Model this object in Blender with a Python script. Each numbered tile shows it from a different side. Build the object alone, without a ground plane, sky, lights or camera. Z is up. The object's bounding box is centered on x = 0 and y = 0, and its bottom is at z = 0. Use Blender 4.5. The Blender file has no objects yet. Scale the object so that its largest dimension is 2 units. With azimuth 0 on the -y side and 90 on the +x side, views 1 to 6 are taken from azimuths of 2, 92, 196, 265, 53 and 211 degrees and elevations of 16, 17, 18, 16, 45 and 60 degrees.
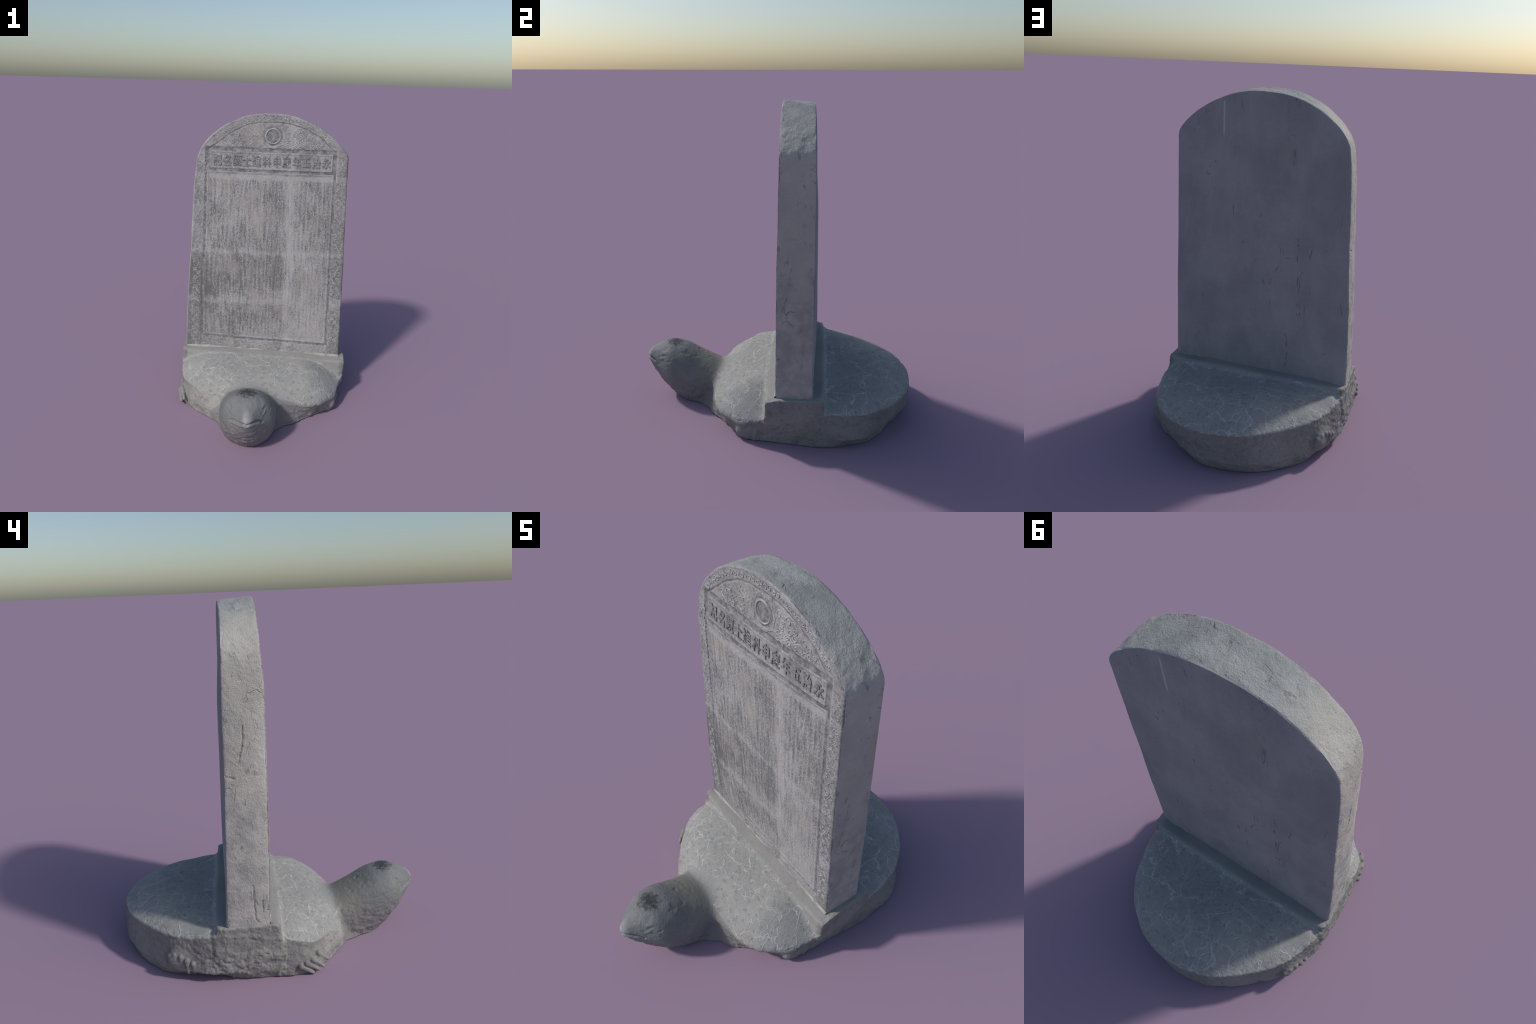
"""Stone turtle carrying an inscribed round-topped stele."""
import bpy, math, random
import numpy as np
from mathutils import Vector

random.seed(7)
RNG = np.random.default_rng(11)

# ------------------------------------------------------------------ noise
_PERM = np.concatenate([RNG.permutation(256)] * 3)
_GRAD = RNG.normal(size=(256, 3))
_GRAD /= np.linalg.norm(_GRAD, axis=1)[:, None]


def perlin(P, scale, offset=0.0):
    """Gradient noise, about -0.7..0.7."""
    Q = np.asarray(P, float) * scale + offset
    I = np.floor(Q).astype(int)
    F = Q - I
    W = F * F * F * (F * (F * 6 - 15) + 10)
    I &= 255
    out = np.zeros(len(Q))
    for dx in (0, 1):
        for dy in (0, 1):
            for dz in (0, 1):
                h = _PERM[_PERM[_PERM[I[:, 0] + dx] + I[:, 1] + dy] + I[:, 2] + dz]
                g = _GRAD[h]
                d = F - np.array([dx, dy, dz])
                w = (np.where(dx, W[:, 0], 1 - W[:, 0]) * np.where(dy, W[:, 1], 1 - W[:, 1])
                     * np.where(dz, W[:, 2], 1 - W[:, 2]))
                out += w * (g * d).sum(1)
    return out


def fbm(P, scale, octaves=4, offset=0.0, gain=0.5):
    a, s, out = 1.0, scale, 0
    for i in range(octaves):
        out = out + a * perlin(P, s, offset + 17.3 * i)
        a *= gain
        s *= 2.03
    return out


def sstep(a, b, v):
    t = np.clip((v - a) / (b - a), 0, 1)
    return t * t * (3 - 2 * t)


def smin(a, b, k):
    h = np.clip(0.5 + 0.5 * (b - a) / k, 0, 1)
    return b + (a - b) * h - k * h * (1 - h)


def smax(a, b, k):
    return -smin(-a, -b, k)


def lerp(a, b, t):
    return a + (b - a) * t


# ------------------------------------------------------------------ outlines
def closed_spline(points, per=10):
    """Centripetal-like Catmull-Rom through the control points."""
    P = np.array(points, float)
    n, out = len(P), []
    for i in range(n):
        a, b, c, d = P[i - 1], P[i], P[(i + 1) % n], P[(i + 2) % n]
        for t in np.arange(per) / per:
            out.append(0.5 * (2 * b + (c - a) * t + (2 * a - 5 * b + 4 * c - d) * t * t + (3 * b - a - 3 * c + d) * t ** 3))
    return np.array(out)


def polygon_distance(poly, X, Y):
    """Signed distance, negative inside."""
    best = np.full(X.shape, 1e9)
    inside = np.zeros(X.shape, bool)
    for (ax, ay), (bx, by) in zip(poly, np.roll(poly, -1, 0)):
        ex, ey = bx - ax, by - ay
        t = np.clip(((X - ax) * ex + (Y - ay) * ey) / (ex * ex + ey * ey + 1e-12), 0, 1)
        np.minimum(best, (X - ax - t * ex) ** 2 + (Y - ay - t * ey) ** 2, out=best)
        if ay != by:
            inside ^= ((ay > Y) != (by > Y)) & (X < ex * (Y - ay) / ey + ax)
    return np.sqrt(best) * np.where(inside, -1, 1)


# carapace rim seen from above, the swell of the flank at ankle height, and the footprint on the ground
RIM = [(.566, -.02), (.555, -.06), (.528, -.160), (.480, -.252), (.402, -.338), (.320, -.380), (.235, -.402), (.120, -.415),
       (-.070, -.410), (-.230, -.370), (-.325, -.350), (-.405, -.322), (-.480, -.252), (-.548, -.175), (-.572, -.090), (-.574, -.04),
       (-.578, .15), (-.574, .32), (-.566, .370), (-.535, .460), (-.473, .586), (-.362, .704), (-.200, .824), (-.045, .876),
       (.060, .884), (.190, .864), (.295, .824), (.378, .759), (.440, .706), (.492, .633), (.534, .548), (.566, .43), (.580, .33), (.580, .15)]
SWELL = [(.560, .118), (.580, .240), (.592, .360), (.594, .440), (.574, .515), (.528, .580), (.452, .650), (.335, .745), (.212, .838), (.122, .872),
         (.000, .888), (-.140, .864), (-.260, .803), (-.372, .716), (-.462, .634), (-.522, .545), (-.564, .430), (-.580, .330),
         (-.586, .140), (-.580, -.020), (-.574, -.100), (-.540, -.190), (-.472, -.285), (-.392, -.358), (-.302, -.412), (-.190, -.430),
         (0, -.450), (.140, -.430), (.222, -.405), (.296, -.362), (.378, -.305), (.465, -.222), (.510, -.145), (.535, -.022)]
FOOT = [(.553, .118), (.574, .240), (.572, .363), (.540, .460), (.515, .550), (.438, .635), (.310, .720), (.200, .795), (.130, .835),
        (.040, .855), (-.117, .838), (-.245, .790), (-.350, .712), (-.425, .635), (-.462, .525), (-.478, .420), (-.495, .315),
        (-.548, .222), (-.560, .085), (-.565, -.020), (-.567, -.100), (-.535, -.190), (-.461, -.280), (-.380, -.352), (-.285, -.435),
        (-.225, -.500), (0, -.520), (.120, -.490), (.170, -.438), (.219, -.418), (.290, -.352), (.368, -.285), (.462, -.212), (.510, -.133), (.531, -.022)]

CELL = 0.0048
X0, X1, Y0, Y1, Z0, Z1 = -.64, .64, -.94, .93, -.03, .44
gx, gy, gz = np.arange(X0, X1, CELL), np.arange(Y0, Y1, CELL), np.arange(Z0, Z1, CELL)
GX, GY = np.meshgrid(gx, gy, indexing="ij")
D_RIM = polygon_distance(closed_spline(RIM, 6), GX, GY)
D_SWELL = polygon_distance(closed_spline(SWELL, 6), GX, GY)
D_FOOT = polygon_distance(closed_spline(FOOT, 6), GX, GY)


def sample(grid, x, y):
    u = np.clip((x - X0) / CELL, 0, len(gx) - 1.001)
    v = np.clip((y - Y0) / CELL, 0, len(gy) - 1.001)
    i, j = u.astype(int), v.astype(int)
    u, v = u - i, v - j
    return ((grid[i, j] * (1 - u) + grid[i + 1, j] * u) * (1 - v) + (grid[i, j + 1] * (1 - u) + grid[i + 1, j + 1] * u) * v)


# ------------------------------------------------------------------ turtle body as a solid
# head and neck: stations along y with upper and lower profile and half width
HEAD_Y = np.array([-.889, -.882, -.855, -.800, -.720, -.620, -.500, -.360, -.15])
HEAD_TOP = np.array([.276, .300, .334, .364, .388, .366, .292, .218, .18])
HEAD_LOW = np.array([.262, .248, .190, .110, .022, -.068, -.21, -.30, -.30])
HEAD_MID = np.array([.270, .272, .262, .240, .210, .170, .125, .11, .11])
HEAD_WID = np.array([.012, .026, .052, .099, .161, .179, .183, .180, .17])
_hy = np.linspace(HEAD_Y[0], HEAD_Y[-1], 160)


def smooth_profile(v):
    w = np.interp(_hy, HEAD_Y, v)
    k = np.array([1, 2, 3, 2, 1.]) / 9
    for i in range(14):
        first = 2 if i < 2 else 12
        c = np.convolve(w, k, "valid")
        w[first:-2] = c[first - 2:]
    return w


_ht, _hl, _hm, _hw = (smooth_profile(v) for v in (HEAD_TOP, HEAD_LOW, HEAD_MID, HEAD_WID))


def head_field(x, y, z):
    t, l, c, a = (np.interp(y, _hy, v) for v in (_ht, _hl, _hm, _hw))
    xc = np.interp(y, [-.9, -.36], [-.065, -.078])
    b = np.maximum(np.where(z > c, t - c, c - l), .004)
    f = (np.sqrt(((x - xc) / a) ** 2 + ((z - c) / b) ** 2 + 1e-9) - 1) * np.minimum(a, b)
    return np.maximum(f, np.maximum(HEAD_Y[0] - y, y + .15))


def capsule(x, y, z, a, b, ra, rb):
    a, b = np.array(a), np.array(b)
    d = b - a
    t = np.clip(((x - a[0]) * d[0] + (y - a[1]) * d[1] + (z - a[2]) * d[2]) / (d @ d), 0, 1)
    return np.sqrt((x - a[0] - t * d[0]) ** 2 + (y - a[1] - t * d[1]) ** 2 + (z - a[2] - t * d[2]) ** 2) - lerp(ra, rb, t)


def ellipsoid(x, y, z, c, r):
    q = np.sqrt(((x - c[0]) / r[0]) ** 2 + ((y - c[1]) / r[1]) ** 2 + ((z - c[2]) / r[2]) ** 2 + 1e-9)
    return (q - 1) * min(r)


def polyline(x, y, z, pts, r):
    f = None
    for a, b in zip(pts[:-1], pts[1:]):
        c = capsule(x, y, z, a, b, r, r)
        f = c if f is None else np.minimum(f, c)
    return f


def rim_height(x, y):
    front = (.150 - .026 * x / .5 + .022 * sstep(-.25, -.08, y) + .012 * sstep(-.1, -.04, y)
             + .018 * sstep(.40, .55, x) * sstep(-.14, -.05, y) + .012 * sstep(.3, .5, -x) * sstep(-.2, -.08, y) + .015 * np.exp(-((x + .07) / .22) ** 2) * sstep(-.22, -.38, y))
    rear = .234 - .022 * x / .5 + .016 * sstep(.5, .36, y)
    return lerp(front, rear, sstep(-.05, .35, y))


def shell_top(x, y):
    d = np.maximum(-sample(D_RIM, x, y), 0)
    zr = rim_height(x, y)
    t = sstep(-.05, .35, y)
    w = lerp(.36, .34, t)
    crown = lerp(.318, .314, t) - .012 * x
    crown = crown - .024 * np.exp(-((y - .40) / .12) ** 2 - ((x - .20) / .30) ** 2) + .008 * np.exp(-((y - .70) / .10) ** 2 - ((x + .02) / .25) ** 2)
    crown = crown - .028 * np.exp(-((y + .19) / .14) ** 2 - ((x + .05) / .26) ** 2) + .013 * np.exp(-((np.abs(x + .02) - .42) / .12) ** 2 - ((y + .18) / .11) ** 2)
    g = 1 - (1 - np.minimum(d / w, 1)) ** lerp(2.45, 2.9, t)
    return zr + (crown - zr) * g


BENCH_FRONT = lambda x: -.030 - .048 * x
BENCH_REAR = lambda x: .318 - .045 * x
BENCH_TOP = lambda x: .318 - .014 * x

LEFT_FORE_TOES = [((-.560, -.205, .118), (-.538, -.258, .062)), ((-.578, -.172, .092), (-.560, -.232, .032)),
                  ((-.585, -.136, .076), (-.570, -.204, .022)), ((-.590, -.103, .062), (-.578, -.172, .010))]
LEFT_HIND_TOES = [((-.490, .602, .140), (-.480, .604, .085)), ((-.508, .574, .152), (-.500, .574, .078)),
                  ((-.526, .542, .148), (-.518, .543, .068)), ((-.541, .510, .132), (-.532, .506, .050)),
                  ((-.548, .478, .116), (-.532, .472, .048))]
RIGHT_FORE_TOES = [((.500, -.190, .085), (.476, -.214, .006)), ((.520, -.150, .080), (.506, -.165, .006)), ((.532, -.110, .070), (.522, -.120, .004))]
RIGHT_HIND_TOES = [((.556, .445, .105), (.556, .450, .045)), ((.550, .485, .110), (.548, .490, .040)),
                   ((.538, .525, .112), (.535, .530, .036)), ((.522, .562, .108), (.516, .570, .036))]


def body(x, y, z):
    zr = rim_height(x, y)
    ankle = .065
    up = np.clip((z - ankle) / (zr - .02 - ankle), 0, 1)
    down = np.clip((ankle - z) / ankle, 0, 1)
    side = lerp(lerp(sample(D_SWELL, x, y), sample(D_RIM, x, y), up), sample(D_FOOT, x, y), down)
    f = smax(side, (z - shell_top(x, y)) * .8, .010)
    # bench across the back that holds the slab, growing out of the flank
    ends = np.maximum(x - lerp(.548, .583, sstep(.0, .28, z)), -.582 + .016 * sstep(.29, .35, y) - x)
    bench = smax(smax(BENCH_FRONT(x) - y, y - BENCH_REAR(x), .006), smax(ends, z - BENCH_TOP(x) + .012 * sstep(.03, -.04, y + .04 * x), .010), .020)
    f = smin(f, smax(bench, .10 - z, .06), .034)
    f = np.array(f)

    def local(points, pad, change):
        """Apply a feature only to the samples near it."""
        q = np.array(points, float)
        lo, hi = q.min(0) - pad, q.max(0) + pad
        m = np.flatnonzero((x > lo[0]) & (x < hi[0]) & (y > lo[1]) & (y < hi[1]) & (z > lo[2]) & (z < hi[2]))
        if len(m):
            f[m] = change(f[m], x[m], y[m], z[m])

    def groove(points, r, k):
        local(points, .06, lambda v, a, b, c: smax(v, r - polyline(a, b, c, points, 0), k))

    def lump(centre, radii, k):
        local([centre], .15, lambda v, a, b, c: smin(v, ellipsoid(a, b, c, centre, radii), k))

    def toe(a0, b0, r0, r1, k, inward=0.0):
        local([a0, b0], .05, lambda v, a, b, c: smin(v, capsule(a - inward, b, c, a0, b0, r0, r1), k))

    # recesses under the rim above each foot
    groove([(-.60, -.055, .090), (-.585, -.158, .122), (-.52, -.270, .146)], .012, .014)
    groove([(.49, -.285, .128), (.55, -.177, .128), (.56, -.077, .120)], .010, .014)
    groove([(.60, .372, .126), (.585, .423, .140), (.535, .566, .166), (.49, .625, .150)], .008, .012)
    groove([(-.575, .455, .175), (-.535, .540, .188), (-.495, .595, .180)], .008, .012)
    # paws and toes
    lump((-.545, -.150, .070), (.032, .085, .055), .03)
    lump((-.498, .535, .120), (.030, .075, .055), .025)
    lump((.480, -.165, .055), (.042, .075, .060), .03)
    lump((.512, .490, .095), (.042, .095, .055), .03)
    for a, b in LEFT_FORE_TOES:
        toe(a, b, .015, .010, .007, .006)
    for a, b in LEFT_HIND_TOES:
        toe(a, b, .0135, .008, .006, .001)
    for a, b in RIGHT_FORE_TOES:
        toe(a, b, .015, .010, .012, -.006)
    for a, b in RIGHT_HIND_TOES:
        toe(a, b, .015, .010, .010)
    m = np.flatnonzero(y < 0)
    f[m] = smin(f[m], head_field(x[m], y[m], z[m]), .045)
    # cracked notch in the rear rim
    groove([(.325, .770, .262), (.318, .805, .235), (.318, .82, .19)], .006, .006)
    return np.maximum(f, -z)


def surface_net(field):
    shape = (len(gx), len(gy), len(gz))
    V = np.empty(shape, np.float32)
    for k, zz in enumerate(gz):
        V[:, :, k] = field(GX.ravel(), GY.ravel(), np.full(GX.size, zz)).reshape(GX.shape)
    neg = V < 0
    cells = [n - 1 for n in shape]
    acc, cnt = np.zeros(cells + [3], np.float32), np.zeros(cells, np.int16)
    corner = lambda A, o: A[o[0]:o[0] + cells[0], o[1]:o[1] + cells[1], o[2]:o[2] + cells[2]]
    for axis in range(3):
        others = [a for a in range(3) if a != axis]
        for p in (0, 1):
            for q in (0, 1):
                o = [0, 0, 0]
                o[others[0]], o[others[1]] = p, q
                e = list(o)
                e[axis] = 1
                a, b = corner(V, o), corner(V, e)
                hit = (a < 0) != (b < 0)
                t = np.where(hit, a / np.where(hit, a - b, 1), 0)
                acc[..., axis] += np.where(hit, t, 0)
                acc[..., others[0]] += np.where(hit, p, 0)
                acc[..., others[1]] += np.where(hit, q, 0)
                cnt += hit
    used = cnt > 0
    idx = np.full(cells, -1, np.int64)
    idx[used] = np.arange(used.sum())
    where = np.argwhere(used)
    P = where + acc[used] / cnt[used][:, None]
    P = np.array([X0, Y0, Z0]) + P * CELL
    quads = []
    for axis in range(3):
        u, v = [(1, 2), (2, 0), (0, 1)][axis]
        n = [m - 1 for m in shape]
        lo, hi = [slice(1, -1)] * 3, [slice(1, -1)] * 3
        lo[axis], hi[axis] = slice(0, shape[axis] - 1), slice(1, shape[axis])
        a, b = neg[tuple(lo)], neg[tuple(hi)]
        for flag in (0, 1):
            at = np.argwhere((a & ~b) if flag == 0 else (~a & b))
            base = at + 1
            base[:, axis] -= 1
            def cell(du, dv):
                c = base.copy()
                c[:, u] += du
                c[:, v] += dv
                return idx[c[:, 0], c[:, 1], c[:, 2]]
            q = np.stack([cell(-1, -1), cell(0, -1), cell(0, 0), cell(-1, 0)], 1)
            quads.append(q if flag == 0 else q[:, ::-1])
    return P, np.vstack(quads)


def gradient(field, P, h=.002):
    g = np.empty_like(P)
    for k in range(3):
        d = np.zeros(3)
        d[k] = h
        g[:, k] = (field(*(P + d).T) - field(*(P - d).T)) / (2 * h)
    return g


def vertex_normals(P, Q):
    n = np.cross(P[Q[:, 2]] - P[Q[:, 0]], P[Q[:, 3]] - P[Q[:, 1]])
    N = np.zeros_like(P)
    for k in range(4):
        for c in range(3):
            N[:, c] += np.bincount(Q[:, k], n[:, c], len(P))
    return N / (np.linalg.norm(N, axis=1)[:, None] + 1e-12)


def line_distance(P, pts):
    return polyline(P[:, 0], P[:, 1], P[:, 2], pts, 0)


MOUTH = [(.030, -.806, .244), (.018, -.831, .264), (-.006, -.864, .274), (-.028, -.888, .272), (-.064, -.905, .262),
         (-.090, -.896, .262), (-.112, -.880, .263), (-.131, -.861, .262), (-.152, -.828, .256), (-.170, -.803, .246)]


def snap(pts):
    """Move points onto the surface of the head."""
    A = np.array(pts, float)
    for _ in range(12):
        g = gradient(head_field, A, .001)
        A = A - np.clip(head_field(*A.T)[:, None] * g / ((g * g).sum(1)[:, None] + 1e-6), -.01, .01)
    return A


def build_body():
    P, Q = surface_net(body)
    for _ in range(2):
        v, g = body(*P.T), gradient(body, P)
        step = v[:, None] * g / ((g * g).sum(1)[:, None] + 1e-3)
        P = P - np.clip(step, -.004, .004)
    P[:, 2] = np.where(P[:, 2] < .002, 0, P[:, 2])
    N = vertex_normals(P, Q)
    x, y, z = P.T
    zr = rim_height(x, y)
    on_head = sstep(-.40, -.47, y)
    low = sstep(zr + .005, zr - .03, z) * (1 - on_head)
    bench_side = sstep(.53, .56, np.abs(x)) * (y > -.06) * (y < .36)
    low = np.maximum(low, bench_side)
    left_chunk = sstep(-.028, -.016, y + .06 * (z - .08)) * sstep(.46, .38, y) * sstep(.205, .185, z - .1 * fbm(P, 6, 2)) * (x < -.3)
    rough = fbm(P, 14, 4, 3.1)
    pits = np.minimum(fbm(P, 38, 3, 9.7), 0)
    off = .0016 * fbm(P, 9, 3) + .0005 * fbm(P, 60, 2, 5.0)
    toes = np.full(len(P), 9.)
    for a, b in LEFT_FORE_TOES + LEFT_HIND_TOES + RIGHT_FORE_TOES + RIGHT_HIND_TOES:
        toes = np.minimum(toes, capsule(x, y, z, a, b, 0, 0))
    carved = 1 - .8 * np.exp(-(toes / .045) ** 4)
    low, left_chunk = low * carved, left_chunk * carved
    off += low * (.0065 * rough + .0050 * pits + .0030 * fbm(P, 52, 2, 14.0))
    off += low * sstep(.10, .02, z) * (.014 * fbm(P, 11, 4, 21.0))
    off += left_chunk * (.006 + .009 * fbm(P, 22, 4, 2.2) * sstep(.2, .1, z) + .008 * pits)
    # chips along the rim
    near = np.exp(-((z - zr) / .012) ** 2) * (1 - on_head) * (np.abs(sample(D_RIM, x, y)) < .04)
    off -= near * .006 * np.maximum(fbm(P, 25, 3, 40.0), 0) * 2
    # head: chin is rough, brow and cheeks smooth
    chin = on_head * sstep(.25, .13, z + .03 * fbm(P, 9, 2, 60.0))
    off += chin * (.008 * fbm(P * [1, 1, 1.6], 17, 4, 8.0) + .006 * np.minimum(fbm(P * [.8, 1, 1.5], 40, 3, 18.0), .1))
    off += on_head * (.0016 * fbm(P, 34, 3, 31.0) - .003 * np.maximum(fbm(P * [1, .6, 1.4], 26, 2, 77.0) - .28, 0) * 4)
    cheeks = on_head * sstep(-.70, -.80, y)
    off += cheeks * .002 * fbm(P, 30, 3, 12.0)
    mouth = snap(MOUTH)
    d = line_distance(P, mouth)
    off -= .012 * np.exp(-(d / .007) ** 2)
    lip = line_distance(P + [0, 0, .013], mouth)
    off += .004 * np.exp(-(lip / .008) ** 2) * (z < .28)
    for ex, ey, ez in snap([(.036, -.766, .313), (-.170, -.766, .316)]):
        e = np.linalg.norm((P - [ex, ey, ez]) * [1, .8, 1.3], axis=1)
        off -= .007 * np.exp(-(e / .011) ** 2)
        b = np.linalg.norm((P - [ex, ey, ez + .020]) * [1, .5, 1.2], axis=1)
        off += .005 * np.exp(-(b / .014) ** 2)
        c = np.linalg.norm((P - [ex, ey - .008, ez - .017]) * [1, .6, 1.2], axis=1)
        off += .004 * np.exp(-(c / .010) ** 2)
    seam = line_distance(P, [(-.206, -.744, .270), (-.223, -.711, .266), (-.234, -.639, .246), (-.238, -.595, .240), (-.232, -.52, .236)])
    off -= .003 * np.exp(-(seam / .004) ** 2)
    ridge = np.exp(-((x + .067) / .014) ** 2) * sstep(-.82, -.88, y) * (z > .27)
    off += .002 * ridge
    off *= sstep(0, .01, z)
    P = P + N * off[:, None]
    P[:, 2] = np.maximum(P[:, 2], 0)
    return P, Q, vertex_normals(P, Q)


# ------------------------------------------------------------------ materials
class Nodes:
    """Small helper to write shader trees as expressions."""

    def __init__(self, name, roughness=.9):
        self.mat = bpy.data.materials.new(name)
        self.mat.use_nodes = True
        self.t = self.mat.node_tree
        self.bsdf = self.t.nodes["Principled BSDF"]
        self.bsdf.inputs["Roughness"].default_value = roughness
        self.bsdf.inputs["Specular IOR Level"].default_value = .25
        self.obj = self.new("ShaderNodeTexCoord").outputs["Object"]

    def new(self, kind, **kw):
        n = self.t.nodes.new(kind)
        for k, v in kw.items():
            setattr(n, k, v)
        return n

    def put(self, sock, v):
        if isinstance(v, bpy.types.NodeSocket):
            self.t.links.new(v, sock)
        else:
            sock.default_value = v

    def math(self, op, a, b=0.0, c=0.0, clamp=False):
        n = self.new("ShaderNodeMath", operation=op, use_clamp=clamp)
        for s, v in zip(n.inputs, (a, b, c)):
            self.put(s, v)
        return n.outputs[0]

    def mul(self, a, b):
        return self.math("MULTIPLY", a, b)

    def add(self, a, b):
        return self.math("ADD", a, b)

    def ramp(self, v, a, b, lo=0.0, hi=1.0):
        n = self.new("ShaderNodeMapRange", interpolation_type="SMOOTHSTEP")
        for s, w in zip(n.inputs, (v, a, b, lo, hi)):
            self.put(s, w)
        return n.outputs[0]

    def mapped(self, scale=(1, 1, 1), loc=(0, 0, 0), vec=None):
        n = self.new("ShaderNodeMapping")
        self.put(n.inputs["Vector"], vec or self.obj)
        n.inputs["Scale"].default_value = scale
        n.inputs["Location"].default_value = loc
        return n.outputs[0]

    def noise(self, scale, detail=4, rough=.55, vec=None, distortion=0.0):
        n = self.new("ShaderNodeTexNoise")
        self.put(n.inputs["Vector"], vec or self.obj)
        for k, v in (("Scale", scale), ("Detail", detail), ("Roughness", rough), ("Distortion", distortion)):
            n.inputs[k].default_value = v
        return n.outputs[0]

    def noise_colour(self, scale, detail=3):
        n = self.new("ShaderNodeTexNoise")
        self.put(n.inputs["Vector"], self.obj)
        n.inputs["Scale"].default_value, n.inputs["Detail"].default_value = scale, detail
        return n.outputs["Color"]

    def edges(self, scale, vec, randomness=1.0):
        n = self.new("ShaderNodeTexVoronoi", feature="DISTANCE_TO_EDGE")
        self.put(n.inputs["Vector"], vec)
        n.inputs["Scale"].default_value = scale
        n.inputs["Randomness"].default_value = randomness
        return n.outputs["Distance"]

    def xyz(self):
        n = self.new("ShaderNodeSeparateXYZ")
        self.put(n.inputs[0], self.obj)
        return n.outputs

    def mix(self, f, a, b, blend="MIX"):
        n = self.new("ShaderNodeMix", data_type="RGBA", blend_type=blend)
        self.put(n.inputs[0], f)
        for s, v in ((n.inputs[6], a), (n.inputs[7], b)):
            self.put(s, (*v, 1) if isinstance(v, tuple) else v)
        return n.outputs[2]

    def warped(self, amount, scale):
        a = self.new("ShaderNodeVectorMath", operation="MULTIPLY_ADD")
        self.put(a.inputs[0], self.noise_colour(scale))
        a.inputs[1].default_value = (amount,) * 3
        self.put(a.inputs[2], self.obj)
        return a.outputs[0]

    def ball(self, centre, radius, squash=(1, 1, 1), soft=.5):
        """1 inside a soft ellipsoid, 0 outside."""
        n = self.new("ShaderNodeVectorMath", operation="SUBTRACT")
        self.put(n.inputs[0], self.obj)
        n.inputs[1].default_value = centre
        m = self.new("ShaderNodeVectorMath", operation="MULTIPLY")
        self.put(m.inputs[0], n.outputs[0])
        m.inputs[1].default_value = squash
        l = self.new("ShaderNodeVectorMath", operation="LENGTH")
        self.put(l.inputs[0], m.outputs[0])
        return self.ramp(l.outputs["Value"], radius * (1 - soft), radius * (1 + soft), 1, 0)

    def finish(self, colour, height=None, strength=.5, distance=.004):
        self.put(self.bsdf.inputs["Base Color"], colour)
        if height is not None:
            b = self.new("ShaderNodeBump")
            b.inputs["Strength"].default_value, b.inputs["Distance"].default_value = strength, distance
            self.put(b.inputs["Height"], height)
            self.put(self.bsdf.inputs["Normal"], b.outputs[0])
        return self.mat


def stone(n, light, dark, warm, grain=160):
    """Common mottled limestone: broad patches, warm stains and fine grain."""
    broad = n.noise(3.2, 5, .6)
    c = n.mix(n.ramp(broad, .32, .68), dark, light)
    c = n.mix(n.mul(n.ramp(n.noise(7, 4, .6, n.mapped(loc=(4, 1, 7))), .5, .72), .6), c, warm)
    fine = n.noise(grain, 3, .7)
    c = n.mix(n.ramp(fine, .25, .75, .35, 0), c, tuple(.62 * v for v in dark))
    return c, fine


def slab_stone():
    n = Nodes("weathered_slab_stone")
    c, fine = stone(n, (.36, .355, .36), (.29, .288, .30), (.33, .31, .285))
    vein = n.noise(1, 3, .6, n.mapped((7, 7, 2.2), (2, 2, 6)), .4)
    hair = n.ramp(n.math("ABSOLUTE", n.add(vein, -.5)), .0, .009, 1, 0)
    crack = n.mul(hair, n.ramp(n.noise(9, 4, .65, n.mapped((1, 1, .7), (9, 2, 2))), .55, .66))
    sheen = n.noise(1, 6, .68, n.mapped((8, 3, 3), (1, 4, 4)))
    c = n.mix(n.ramp(sheen, .45, .70, 0, .32), c, (.40, .40, .41))
    c = n.mix(n.ramp(sheen, .48, .30, 0, .30), c, (.235, .225, .228))
    c = n.mix(n.mul(crack, .7), c, (.13, .12, .12))
    spots = n.mul(n.ramp(n.noise(26, 4, .7), .62, .74), .5)
    c = n.mix(spots, c, (.20, .195, .19))
    x, y, z = n.xyz()
    drip = n.mul(n.ramp(n.math("ABSOLUTE", n.add(x, -.243)), .002, .007, 1, 0), n.mul(n.ramp(z, 1.72, 1.75), n.ramp(z, 1.90, 1.93, 1, 0)))
    c = n.mix(n.mul(n.mul(drip, n.ramp(y, .18, .20)), .8), c, (.50, .51, .55))
    h = n.add(fine, n.mul(n.noise(35, 4, .6), 1.5))
    return n.finish(c, n.add(h, n.mul(crack, -1.5)), .55, .004)


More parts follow.
